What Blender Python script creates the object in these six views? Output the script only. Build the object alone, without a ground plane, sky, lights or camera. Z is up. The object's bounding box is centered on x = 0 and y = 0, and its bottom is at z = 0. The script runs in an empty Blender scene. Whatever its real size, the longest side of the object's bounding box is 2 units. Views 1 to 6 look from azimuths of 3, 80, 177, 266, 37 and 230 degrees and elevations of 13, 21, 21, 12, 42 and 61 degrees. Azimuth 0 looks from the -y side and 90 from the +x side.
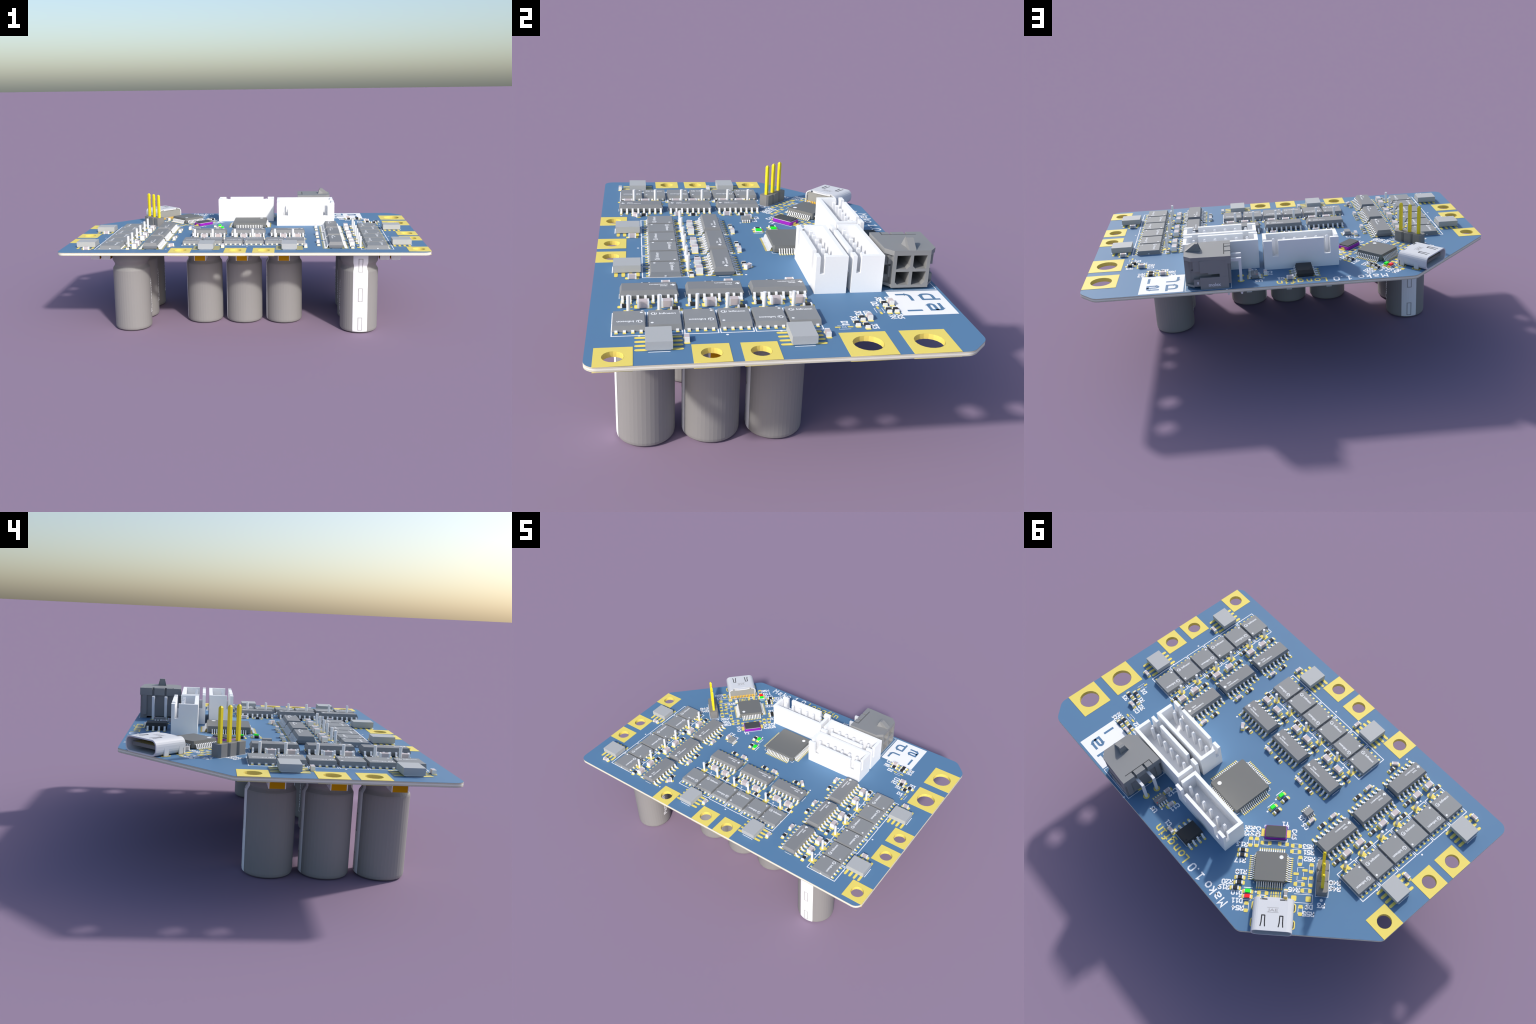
"""Motor controller circuit board, built part by part.

All dimensions are written in millimetres of the real board (97 mm wide) and
scaled so that the longest side becomes 2.00 m.  x/y are board coordinates from
the board centre, heights are measured from the top face of the board unless a
name says otherwise.
"""
import bpy, bmesh, math, random
from mathutils import Matrix, Vector

random.seed(7)
MM = 2.0 / 97.0
TOP = 22.80           # top face of the solder mask above the ground
BOTTOM = 21.98        # lower face of the board
pi = math.pi
SCN = bpy.context.scene.collection

# ----------------------------------------------------------------- materials

def material(name, colour, rough=0.5, metallic=0.0, spec=0.5, grain=0.03, grain_scale=260.0, bump=0.0):
    """Principled surface whose base colour is broken up by a very fine noise."""
    m = bpy.data.materials.new(name)
    m.use_nodes = True
    nt = m.node_tree
    b = nt.nodes["Principled BSDF"]
    tc = nt.nodes.new("ShaderNodeTexCoord")
    no = nt.nodes.new("ShaderNodeTexNoise")
    no.inputs["Scale"].default_value = grain_scale
    no.inputs["Detail"].default_value = 2.0
    mix = nt.nodes.new("ShaderNodeMix")
    mix.data_type = "RGBA"
    lo = [max(0.0, c * (1 - grain)) for c in colour]
    hi = [min(1.0, c * (1 + grain)) for c in colour]
    mix.inputs[6].default_value = (*lo, 1)
    mix.inputs[7].default_value = (*hi, 1)
    nt.links.new(tc.outputs["Object"], no.inputs["Vector"])
    nt.links.new(no.outputs["Fac"], mix.inputs[0])
    nt.links.new(mix.outputs[2], b.inputs["Base Color"])
    if bump:
        bp = nt.nodes.new("ShaderNodeBump")
        bp.inputs["Strength"].default_value = bump
        bp.inputs["Distance"].default_value = 0.0004
        nt.links.new(no.outputs["Fac"], bp.inputs["Height"])
        nt.links.new(bp.outputs["Normal"], b.inputs["Normal"])
    b.inputs["Roughness"].default_value = rough
    b.inputs["Metallic"].default_value = metallic
    b.inputs["Specular IOR Level"].default_value = spec
    return m

M = {
    "mask":    material("blue_solder_mask", (0.104, 0.221, 0.381), 0.6, spec=0.3),
    "laminate": material("cream_laminate", (0.85, 0.83, 0.73), 0.7, spec=0.2),
    "prepreg": material("darker_cream_laminate", (0.70, 0.67, 0.56), 0.7, spec=0.2),  # prepreg bands, a darker cream than the core
    "contact": material("warm_gold_contact", (0.86, 0.52, 0.04), 0.5, spec=0.4),
    "copper":  material("copper_layer", (0.42, 0.37, 0.24), 0.6, spec=0.3),
    "gold":    material("gold_plating", (0.86, 0.70, 0.155), 0.55, spec=0.35),
    "print":   material("white_print", (0.92, 0.93, 0.95), 0.75, spec=0.2),
    "dark_fill": material("dark_mark_and_slot_fill", (0.03, 0.03, 0.035), 0.7, spec=0.2),  # printed dot, and the painted dark of slots that are not cut
    "grey_print": material("grey_marking", (0.42, 0.41, 0.42), 0.7, spec=0.2),
    "label_print": material("soft_white_marking", (0.72, 0.72, 0.76), 0.7, spec=0.2),
    "tin":     material("tinned_metal", (0.86, 0.87, 0.89), 0.5, spec=0.5),
    "white_plastic": material("white_nylon", (0.95, 0.955, 0.96), 0.6, spec=0.4),
    "epoxy":   material("grey_epoxy", (0.273, 0.282, 0.289), 0.6, spec=0.4),
    "epoxy_mid": material("grey_epoxy_medium", (0.237, 0.244, 0.252), 0.6, spec=0.4),
    "epoxy_warm": material("grey_epoxy_dark", (0.166, 0.170, 0.166), 0.6, spec=0.4),
    "epoxy_black": material("black_epoxy", (0.040, 0.042, 0.044), 0.55, spec=0.3),
    "resistor_black": material("black_glaze", (0.03, 0.03, 0.03), 0.6, spec=0.3),
    "ceramic": material("pinkish_ceramic", (0.60, 0.52, 0.52), 0.6, spec=0.4),
    "grey_ceramic": material("grey_ceramic", (0.36, 0.36, 0.37), 0.6, spec=0.4),
    "alloy":   material("silver_grey_alloy", (0.457, 0.47, 0.476), 0.6, spec=0.4),
    "amber":   material("amber_ceramic", (0.60, 0.29, 0.001), 0.7, spec=0.1),
    "can":     material("grey_sleeve", (0.285, 0.279, 0.273), 0.6, spec=0.4),
    "header":  material("dark_grey_plastic", (0.23, 0.225, 0.22), 0.6, spec=0.4),
    "yellow":  material("yellow_gold_pin", (0.86, 0.69, 0.015), 0.5, spec=0.4),
    "grey_plastic": material("grey_thermoplastic", (0.258, 0.262, 0.266), 0.6, spec=0.4),
    "cavity":  material("grey_thermoplastic_inside", (0.20, 0.20, 0.20), 0.7, spec=0.2),
    "steel":   material("plated_steel_shell", (0.68, 0.69, 0.72), 0.55, spec=0.35),
    "beige":   material("greige_insulator", (0.31, 0.31, 0.295), 0.6, spec=0.4),
    "purple":  material("purple_ceramic", (0.30, 0.006, 0.42), 0.5, spec=0.4),
    "groove_shade":  material("painted_groove_shade", (0.05, 0.052, 0.056), 0.8, spec=0.1),  # dark colour standing for the shade inside a groove
    "lid":     material("dark_grey_lid", (0.062, 0.063, 0.064), 0.5, spec=0.5),
    "lid_rim": material("silver_rim", (0.72, 0.73, 0.75), 0.45, spec=0.5),
    "green":   material("green_lens", (0.008, 1.0, 0.02), 0.5, spec=0.4, grain=0.0),
    "red":     material("red_lens", (1.0, 0.008, 0.012), 0.5, spec=0.4, grain=0.0),
}

# ----------------------------------------------------------- mesh building kit

class Shape:
    """Collects faces in millimetres; faces remember which material they use."""
    def __init__(self):
        self.v, self.f, self.m, self.mats = [], [], [], []

    def slot(self, key):
        if key not in self.mats:
            self.mats.append(key)
        return self.mats.index(key)

    def face(self, pts, mat):
        i = len(self.v)
        self.v += [tuple(p) for p in pts]
        self.f.append(tuple(range(i, i + len(pts))))
        self.m.append(self.slot(mat))

    def solid(self, verts, faces, mat):
        i = len(self.v)
        self.v += [tuple(p) for p in verts]
        s = self.slot(mat)
        for f in faces:
            self.f.append(tuple(i + k for k in f))
            self.m.append(s)

    def prism(self, poly, z0, z1, mat, top=None, axis="z"):
        """Upright prism; `top` gives another outline at z1 (same point count)."""
        top = top or poly
        n = len(poly)
        def at(p, h):
            return {"z": (p[0], p[1], h), "x": (h, p[0], p[1]), "y": (p[0], h, p[1])}[axis]
        v = [at(p, z0) for p in poly] + [at(p, z1) for p in top]
        f = [tuple(range(n - 1, -1, -1)), tuple(range(n, 2 * n))]
        f += [(i, (i + 1) % n, n + (i + 1) % n, n + i) for i in range(n)]
        self.solid(v, f, mat)

    def box(self, x0, x1, y0, y1, z0, z1, mat, inset=0.0):
        a = [(x0, y0), (x1, y0), (x1, y1), (x0, y1)]
        t = [(x0 + inset, y0 + inset), (x1 - inset, y0 + inset), (x1 - inset, y1 - inset), (x0 + inset, y1 - inset)]
        self.prism(a, z0, z1, mat, t)

    def sweep(self, path, thick, width, mat, frame):
        """Flat metal strip bent along a 2D path; frame(u, w, side) -> xyz."""
        n = len(path)
        up, lo = [], []
        for i, p in enumerate(path):
            a = path[max(i - 1, 0)]
            b = path[min(i + 1, n - 1)]
            dx, dz = b[0] - a[0], b[1] - a[1]
            l = math.hypot(dx, dz) or 1
            k = thick / 2
            up.append((p[0] - dz / l * k, p[1] + dx / l * k))
            lo.append((p[0] + dz / l * k, p[1] - dx / l * k))
        prof = up + lo[::-1]
        w = width / 2
        v = [frame(u, z, -w) for u, z in prof] + [frame(u, z, w) for u, z in prof]
        m = len(prof)
        f = []
        for i in range(n - 1):
            j = m - 1 - i
            f += [(i, i + 1, j - 1, j), (m + i, m + j, m + j - 1, m + i + 1)]
        f += [(i, m + i, m + (i + 1) % m, (i + 1) % m) for i in range(m)]
        self.solid(v, f, mat)

    def disc(self, cx, cy, r, z, mat, n=16):
        self.face([(cx + r * math.cos(2 * pi * i / n), cy + r * math.sin(2 * pi * i / n), z) for i in range(n)], mat)

    def capsule(self, a, b, r, z, mat, round_end=True, n=5):
        """Flat printed line from a to b."""
        dx, dy = b[0] - a[0], b[1] - a[1]
        l = math.hypot(dx, dy)
        ang = math.atan2(dy, dx)
        pts = []
        if round_end:
            for i in range(n + 1):
                t = ang - pi / 2 + pi * i / n
                pts.append((b[0] + r * math.cos(t), b[1] + r * math.sin(t), z))
            for i in range(n + 1):
                t = ang + pi / 2 + pi * i / n
                pts.append((a[0] + r * math.cos(t), a[1] + r * math.sin(t), z))
        else:
            ux, uy = (dx / l, dy / l) if l else (1, 0)
            e = r * 0.55
            a = (a[0] - ux * e, a[1] - uy * e)
            b = (b[0] + ux * e, b[1] + uy * e)
            for p, s in ((a, -1), (b, -1), (b, 1), (a, 1)):
                pts.append((p[0] - uy * r * s * -1, p[1] + ux * r * s * -1, z))
            pts = pts[::-1]
        self.face(pts, mat)

    def ribbon(self, pts, w, z, mat):
        """Printed stroke with mitred corners and square ends (closed if it ends where it starts)."""
        closed = len(pts) > 3 and math.dist(pts[0], pts[-1]) < 1e-6
        p = [Vector(q) for q in (pts[:-1] if closed else pts)]
        n = len(p)
        left, right = [], []
        for i, q in enumerate(p):
            a = p[i - 1] if (i or closed) else None
            b = p[(i + 1) % n] if (i < n - 1 or closed) else None
            d0 = (q - a).normalized() if a is not None else (b - q).normalized()
            d1 = (b - q).normalized() if b is not None else d0
            n0, n1 = Vector((-d0.y, d0.x)), Vector((-d1.y, d1.x))
            m = n0 + n1
            m = m.normalized() if m.length > 1e-4 else n0
            k = min(1.0 / max(0.25, m.dot(n0)), 1.9) * w / 2
            e = Vector((0, 0))
            if not closed and i == 0:
                e = -d1 * w * 0.4
            if not closed and i == n - 1:
                e = d0 * w * 0.4
            left.append(q + m * k + e)
            right.append(q - m * k + e)
        for i in range(n if closed else n - 1):
            j = (i + 1) % n
            self.face([(*right[i], z), (*right[j], z), (*left[j], z), (*left[i], z)], mat)

    def rounded_pad(self, cx, cy, w, h, r, z, mat, ang=0.0, n=3):
        pts = []
        r = min(r, w / 2, h / 2)
        for sx, sy, a0 in ((1, 1, 0), (-1, 1, pi / 2), (-1, -1, pi), (1, -1, 1.5 * pi)):
            for i in range(n + 1):
                t = a0 + pi / 2 * i / n
                pts.append((sx * (w / 2 - r) + r * math.cos(t), sy * (h / 2 - r) + r * math.sin(t)))
        c, s = math.cos(ang), math.sin(ang)
        self.face([(cx + c * x - s * y, cy + s * x + c * y, z) for x, y in pts], mat)

    def outline(self, pts, w, z, mat, closed=True, round_end=True):
        k = len(pts)
        for i in range(k if closed else k - 1):
            self.capsule(pts[i], pts[(i + 1) % k], w / 2, z + 0.0022 * (i % 4), mat, round_end)

    def mesh(self, name, smooth=False):
        me = bpy.data.meshes.new(name)
        me.from_pydata([(x * MM, y * MM, z * MM) for x, y, z in self.v], [], self.f)
        for k in self.mats:
            me.materials.append(M[k])
        me.polygons.foreach_set("material_index", self.m)
        me.polygons.foreach_set("use_smooth", [smooth] * len(self.f))
        bm = bmesh.new()
        bm.from_mesh(me)
        bmesh.ops.remove_doubles(bm, verts=bm.verts, dist=1e-7)
        closed = [f for f in bm.faces if all(len(e.link_faces) == 2 for e in f.edges)]
        bmesh.ops.recalc_face_normals(bm, faces=closed)
        bm.to_mesh(me)
        bm.free()
        me.update()
        return me


def add(name, data, parent, x=0, y=0, z=0, ang=0.0, kind=None):
    me = data.mesh(name) if isinstance(data, Shape) else data
    o = bpy.data.objects.new(name, me)
    SCN.objects.link(o)
    o.parent = parent
    o.location = (x * MM, y * MM, z * MM)
    o.rotation_euler = (0, 0, ang)
    if kind:
        o["kind"] = kind
    return o


def flat_shape(outer, holes, z0, z1, mat):
    """Plate with holes: a filled 2D curve turned into a mesh (in metres)."""
    cu = bpy.data.curves.new("plate", "CURVE")
    cu.dimensions = "2D"
    cu.fill_mode = "BOTH"
    cu.extrude = (z1 - z0) / 2 * MM
    for ring in [outer] + holes:
        sp = cu.splines.new("POLY")
        sp.points.add(len(ring) - 1)
        for p, q in zip(sp.points, ring):
            p.co = (q[0] * MM, q[1] * MM, 0, 1)
        sp.use_cyclic_u = True
    ob = bpy.data.objects.new("plate", cu)
    SCN.objects.link(ob)
    dg = bpy.context.evaluated_depsgraph_get()
    me = bpy.data.meshes.new_from_object(ob.evaluated_get(dg))
    bpy.data.objects.remove(ob)
    bpy.data.curves.remove(cu)
    me.transform(Matrix.Translation((0, 0, (z0 + z1) / 2 * MM)))
    me.materials.clear()
    me.materials.append(M[mat])
    return me


TEXT = {}
def lettering(string, size, mat, spacing=1.0, width=None, bold=0.0):
    """Built-in font, turned into a flat mesh; origin at the left of the baseline."""
    key = (string, size, mat, width)
    if key in TEXT:
        return TEXT[key]
    cu = bpy.data.curves.new("letters", "FONT")
    cu.body = string
    cu.size = size * MM
    cu.space_character = spacing
    cu.offset = bold * MM
    cu.resolution_u = 3
    ob = bpy.data.objects.new("letters", cu)
    SCN.objects.link(ob)
    dg = bpy.context.evaluated_depsgraph_get()
    me = bpy.data.meshes.new_from_object(ob.evaluated_get(dg))
    bpy.data.objects.remove(ob)
    bpy.data.curves.remove(cu)
    xs = [v.co.x for v in me.vertices]
    x0, x1 = min(xs), max(xs)
    k = (width * MM / (x1 - x0)) if width else 1.0
    me.transform(Matrix.Diagonal((k, 1, 1, 1)) @ Matrix.Translation((-x0, 0, 0)))
    me.materials.clear()
    me.materials.append(M[mat])
    TEXT[key] = me
    return me


def arc(cx, cy, r, a0, a1, n):
    return [(cx + r * math.cos(a0 + (a1 - a0) * i / n), cy + r * math.sin(a0 + (a1 - a0) * i / n)) for i in range(n + 1)]


def circle(cx, cy, r, n):
    return arc(cx, cy, r, 0, 2 * pi * (n - 1) / n, n - 1)


def rounded_polygon(corners, n=6):
    """corners: (x, y, radius) counter-clockwise."""
    out = []
    k = len(corners)
    for i, (x, y, r) in enumerate(corners):
        p = Vector((x, y))
        a = (Vector(corners[i - 1][:2]) - p).normalized()
        b = (Vector(corners[(i + 1) % k][:2]) - p).normalized()
        if r == 0:
            out.append((x, y))
            continue
        half = math.acos(max(-1, min(1, a.dot(b)))) / 2
        d = r / math.tan(half)
        c = p + (a + b).normalized() * (r / math.sin(half))
        s, e = p + a * d - c, p + b * d - c
        t0 = math.atan2(s.y, s.x)
        turn = (math.atan2(e.y, e.x) - t0 + pi) % (2 * pi) - pi
        for j in range(n + 1):
            t = t0 + turn * j / n
            out.append((c.x + r * math.cos(t), c.y + r * math.sin(t)))
    return out

# stroke letters on a 4 x 6 grid (x right, y up) for component designators
STROKES = {
    "R": [[(0, 0), (0, 6), (3, 6), (4, 5), (4, 4), (3, 3), (0, 3)], [(2, 3), (4, 0)]],
    "C": [[(4, 5), (3, 6), (1, 6), (0, 5), (0, 1), (1, 0), (3, 0), (4, 1)]],
    "D": [[(0, 0), (0, 6), (2.5, 6), (4, 4.5), (4, 1.5), (2.5, 0), (0, 0)]],
    "U": [[(0, 6), (0, 1), (1, 0), (3, 0), (4, 1), (4, 6)]],
    "Y": [[(0, 6), (2, 3), (4, 6)], [(2, 3), (2, 0)]],
    "P": [[(0, 0), (0, 6), (3, 6), (4, 5), (4, 4), (3, 3), (0, 3)]],
    "0": [[(1, 0), (0, 1), (0, 5), (1, 6), (3, 6), (4, 5), (4, 1), (3, 0), (1, 0)]],
    "1": [[(0.6, 5), (2, 6), (2, 0)], [(0.6, 0), (3.4, 0)]],
    "2": [[(0, 5), (1, 6), (3, 6), (4, 5), (4, 4), (0, 0), (4, 0)]],
    "3": [[(0, 6), (4, 6), (2, 3.6), (3, 3.6), (4, 2.6), (4, 1), (3, 0), (1, 0), (0, 1)]],
    "4": [[(3, 0), (3, 6), (0, 2), (4, 2)]],
    "5": [[(4, 6), (0.4, 6), (0, 3.4), (3, 3.6), (4, 2.6), (4, 1), (3, 0), (1, 0), (0, 1)]],
    "6": [[(4, 6), (1.6, 5.4), (0, 3), (0, 1), (1, 0), (3, 0), (4, 1), (4, 2.4), (3, 3.4), (1, 3.4), (0, 2.4)]],
    "7": [[(0, 6), (4, 6), (1.4, 0)]],
    "8": [[(1, 3.2), (0, 4.2), (0, 5), (1, 6), (3, 6), (4, 5), (4, 4.2), (3, 3.2), (1, 3.2), (0, 2.2), (0, 1), (1, 0), (3, 0), (4, 1), (4, 2.2), (3, 3.2)]],
    "9": [[(0, 0), (2.4, 0.6), (4, 3), (4, 5), (3, 6), (1, 6), (0, 5), (0, 3.8), (1, 2.8), (3, 2.8), (4, 3.6)]],
    ".": [[(1.8, 0.2), (2.2, 0.2)]],
    "M": [[(0, 0), (0, 6), (2, 3), (4, 6), (4, 0)]],
    "a": [[(0.4, 4.1), (3, 4.1), (4, 3.2), (4, 0), (1, 0), (0, 0.6), (0, 1.6), (1, 2.2), (4, 2.2)]],
    "k": [[(0.4, 6), (0.4, 0)], [(3.8, 4.1), (1, 2.1)], [(1.6, 2.4), (4, 0)]],
    "o": [[(1, 0), (0, 1), (0, 3.1), (1, 4.1), (3, 4.1), (4, 3.1), (4, 1), (3, 0), (1, 0)]],
    "L": [[(0.2, 6), (0.2, 0), (4, 0)]],
    "n": [[(0.2, 0), (0.2, 4.1), (3, 4.1), (4, 3.1), (4, 0)]],
    "g": [[(4, 0.2), (1, 0.2), (0, 1), (0, 3.1), (1, 4.1), (4, 4.1), (4, -1), (3, -2), (0.6, -2)]],
    "f": [[(4, 6), (2.6, 6), (1.6, 5), (1.6, 0)], [(0, 3.8), (3.8, 3.8)]],
    "i": [[(0.8, 4.1), (2, 4.1), (2, 0)], [(0.4, 0), (3.8, 0)], [(2, 5.8), (2.1, 5.8)]],
}

def stroke_text(sh, string, cx, cy, ang, height, pitch, glyph_w, line, mat, z, round_end=True):
    """Writes a word with its middle at (cx, cy)."""
    total = pitch * (len(string) - 1) + glyph_w
    c, s = math.cos(ang), math.sin(ang)
    for k, ch in enumerate(string):
        if ch == " ":
            continue
        x0 = -total / 2 + k * pitch
        n = 0
        for line_pts in STROKES[ch]:
            pts = [(x0 + px / 4 * glyph_w, py / 6 * height - height / 2) for px, py in line_pts]
            pts = [(cx + c * x - s * y, cy + s * x + c * y) for x, y in pts]
            sh.ribbon(pts, line, z + 0.004 * (n % 4), mat)
            n += 1

# ------------------------------------------------------------------ placement

root = bpy.data.objects.new("motor_controller_board", None)
SCN.objects.link(root)
root["label"] = "blue motor controller circuit board on nine grey capacitors"
root["category"] = "circuit board"

# The three motor channels share one layout.  n points to the board edge, t runs
# along it; each channel is that layout turned by 0, -90 or 180 degrees.
CHANNELS = {
    "right": (0.0, 0.0, 0.0),
    "front": (16.80, -10.56, -pi / 2),
    "left":  (-0.15, -21.38, pi),
}
def channel(ch, n, t):
    dn, dt, a = CHANNELS[ch]
    n, t = n - dn, t - dt
    if a == 0.0:
        return n, t, a
    if a == pi:
        return -n, -t, a
    return t, -n, a

# the programming/USB corner is laid out at 45 degrees: p and q axes
PQ = (-20.43, 16.28)
def pq(p, q):
    s = math.sqrt(0.5)
    return PQ[0] + s * (q - p), PQ[1] - s * (p + q)
PQ_ANG = -0.75 * pi        # direction of +p
PQ_READ = 0.25 * pi        # direction in which the lettering reads

Z_PRINT, Z_PAD = 0.012, 0.045

# ---------------------------------------------------------------------- board

outline = rounded_polygon([
    (48.5, -31.15, 2.0), (48.5, 27.3, 2.6), (44.9, 30.9, 2.6),
    (-26.45, 30.9, 2.2), (-48.5, 8.85, 2.0), (-48.5, -31.15, 2.0)])

SMALL_HOLE, BIG_HOLE = 1.66, 2.48
mounts = []                      # hole centre, hole radius, pad rectangle
for t in (-27.0, -12.68, -5.27):
    mounts.append((45.66, t, SMALL_HOLE, (42.81, 48.51, t - 2.85, t + 2.85)))
for t in (11.57, 21.48):
    mounts.append((44.60, t, BIG_HOLE, (40.82, 48.51, t - 3.83, t + 3.83)))
for x in (-16.37, -1.95, 5.47):
    mounts.append((x, -28.32, SMALL_HOLE, (x - 2.85, x + 2.85, -31.16, -25.47)))
for y in (5.60, -8.23, -15.60):
    mounts.append((-45.62, y, SMALL_HOLE, (-48.51, -42.79, y - 2.85, y + 2.85)))
holes = [circle(x, y, r, 20) for x, y, r, _ in mounts]

th = TOP - BOTTOM
layers = [  # (from, to, material, name) measured down from the top face
    (0.00, 0.02, "mask", "solder_mask"),
    (0.02, 0.055, "copper", "copper_layer"),
    (0.055, 0.20, "prepreg", "laminate"),
    (0.20, 0.245, "copper", "copper_layer"),
    (0.245, th - 0.245, "laminate", "laminate"),
    (th - 0.245, th - 0.20, "copper", "copper_layer"),
    (th - 0.20, th - 0.055, "prepreg", "laminate"),
    (th - 0.055, th - 0.02, "copper", "copper_layer"),
    (th - 0.02, th, "mask", "solder_mask"),
]
board = None
for k, (d0, d1, mat, name) in sorted(enumerate(layers), key=lambda e: e[0] != 4):
    o = add("circuit_board" if board is None else name,
            flat_shape(outline, holes, -d1 + 0.0004, -d0, mat), board or root, 0, 0, TOP if board is None else 0)
    board = board or o

for x, y, r, (x0, x1, y0, y1) in mounts:
    ring = [(x0 - x, y0 - y), (x1 - x, y0 - y), (x1 - x, y1 - y), (x0 - x, y1 - y)]
    hole = circle(0, 0, r - 0.02, 20)
    pad = add("mounting_pad", flat_shape(ring, [hole], 0.001, 0.05, "gold"), root, x, y, TOP)
    add("pad_underside", flat_shape(ring, [hole], -th - 0.05, -th - 0.001, "gold"), pad)
    sh = Shape()
    n = 20
    ring_o, ring_i = circle(0, 0, r + 0.001, n), circle(0, 0, r - 0.06, n)
    for i in range(n):
        j = (i + 1) % n
        z0, z1 = -th - 0.045, 0.045
        sh.face([(*ring_i[i], z0), (*ring_i[i], z1), (*ring_i[j], z1), (*ring_i[j], z0)], "gold")
    add("plated_barrel", sh, pad)

# unseen block of guessed shape and colour, added underneath beside the supply pads
sh = Shape()
sh.box(-3.9, 3.9, -4.4, 4.4, -4.4, -0.02, "epoxy_warm")
add("unseen_underside_block", sh, root, 30.2, 12.5, BOTTOM)

# --------------------------------------------------------- pads and printing

pads, ink = Shape(), Shape()

def pad_at(x, y, w, h, r=0.2, ang=0.0, dz=0.0):
    pads.rounded_pad(x, y, w, h, r, Z_PAD + dz, "gold", ang)

def chip_pads(x, y, ang, gap, w, h, r=0.2):
    for s in (-1, 1):
        pad_at(x + s * gap * math.cos(ang), y + s * gap * math.sin(ang), w, h, r, ang)

# ------------------------------------------------------- two-terminal chips

def chip_meshes(length, width, height, cap, body_mat, name):
    b, e = Shape(), Shape()
    l, w = length / 2, width / 2
    b.box(-l + cap * 0.9, l - cap * 0.9, -w + 0.02, w - 0.02, 0.03, height - 0.02, body_mat)
    for s in (-1, 1):
        a0, a1 = sorted((s * l, s * (l - cap)))
        e.box(a0, a1, -w, w, 0.0, height, "tin", 0.03)
    return b.mesh(name), e.mesh("terminal")

CHIP = {
    "resistor": chip_meshes(1.6, 0.8, 0.45, 0.34, "resistor_black", "chip_resistor"),
    "small_cap": chip_meshes(1.6, 0.8, 0.8, 0.30, "ceramic", "ceramic_capacitor"),
    "grey_cap": chip_meshes(1.6, 0.8, 0.8, 0.32, "grey_ceramic", "ceramic_capacitor"),
    "cap": chip_meshes(2.0, 1.25, 1.2, 0.32, "ceramic", "ceramic_capacitor"),
    "filter_cap": chip_meshes(3.2, 2.5, 2.80, 0.22, "amber", "filter_capacitor"),
}

def chip(kind, x, y, ang, below=False):
    body, ends = CHIP[kind]
    z = BOTTOM if below else TOP + 0.05
    o = add(body.name.split(".")[0], body, root, x, y, z, ang)
    add("terminal", ends, o)
    if below:
        o.rotation_euler = (pi, 0, ang)
    elif kind == "cap":
        chip_pads(x, y, ang, 0.98, 1.0, 1.42, 0.22)
    else:
        chip_pads(x, y, ang, 0.84, 0.8, 0.95, 0.22)

# -------------------------------------------------------- integrated circuits

def gull_lead(sh, reach, base, rise, thick, width, side, along, foot, mat="tin"):
    """side: unit direction out of the body; along: offset along the body edge."""
    ox, oy = side
    path = [(base - 0.1, rise), (base + 0.16, rise), (base + 0.30, rise - 0.12),
            (reach - foot - 0.12, thick * 0.5 + 0.12), (reach - foot + 0.04, thick * 0.5 + 0.01), (reach, thick * 0.5)]
    def frame(u, z, w):
        return (ox * u - oy * (along + w), oy * u + ox * (along + w), z)
    sh.sweep(path, thick, width, mat, frame)

def body_shape(lx, ly, z0, z1, mid, draft, mat, chamfer=0.0):
    sh = Shape()
    def rect(k):
        return [(-lx / 2 + k, -ly / 2 + k), (lx / 2 - k, -ly / 2 + k), (lx / 2 - k, ly / 2 - k), (-lx / 2 + k, ly / 2 - k)]
    def cut(k):
        c = chamfer
        x, y = lx / 2 - k, ly / 2 - k
        return [(-x + c, -y), (x - c, -y), (x, -y + c), (x, y - c), (x - c, y), (-x + c, y), (-x, y - c), (-x, -y + c)]
    ring = cut if chamfer else rect
    rings = [(z0, draft * 0.7), (mid, 0.0), (z1, draft)]
    pts = [[(x, y, z) for x, y in ring(k)] for z, k in rings]
    n = len(pts[0])
    v = [p for r in pts for p in r]
    f = [tuple(range(n - 1, -1, -1)), tuple(range(2 * n, 3 * n))]
    for a in (0, n):
        f += [(a + i, a + (i + 1) % n, a + n + (i + 1) % n, a + n + i) for i in range(n)]
    sh.solid(v, f, mat)
    return sh

def lead_set(sides, count, pitch, reach, base, rise, thick, width, foot):
    sh = Shape()
    for side in sides:
        for i in range(count):
            gull_lead(sh, reach, base, rise, thick, width, side, (i - (count - 1) / 2) * pitch, foot)
    return sh

# power transistor: 5 x 6 mm flat package, x = n, y = t
TR_BODY = Shape()
TR_BODY.prism([(-2.88, -2.56), (2.88, -2.56), (2.88, 2.56), (-2.88, 2.56)], 0.02, 1.0, "epoxy",
              [(-2.6, -2.48), (2.6, -2.48), (2.6, 2.48), (-2.6, 2.48)])
TR_BODY = TR_BODY.mesh("power_transistor")
TR_LEADS = Shape()
for s in (-1, 1):
    for i in range(4):
        t = (i - 1.5) * 1.27
        prof = [(2.7, 0.0), (3.1, 0.0), (3.1, 0.17), (3.0, 0.27), (2.7, 0.29)]
        prof = [(s * a, b) for a, b in prof]
        if s < 0:
            prof = prof[::-1]
        TR_LEADS.prism(prof, t - 0.23, t + 0.23, "tin", axis="y")
for s in (-1, 1):
    TR_LEADS.box(-0.18, 0.18, *sorted((s * 2.5, s * 2.62)), 0.1, 0.3, "tin")
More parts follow.
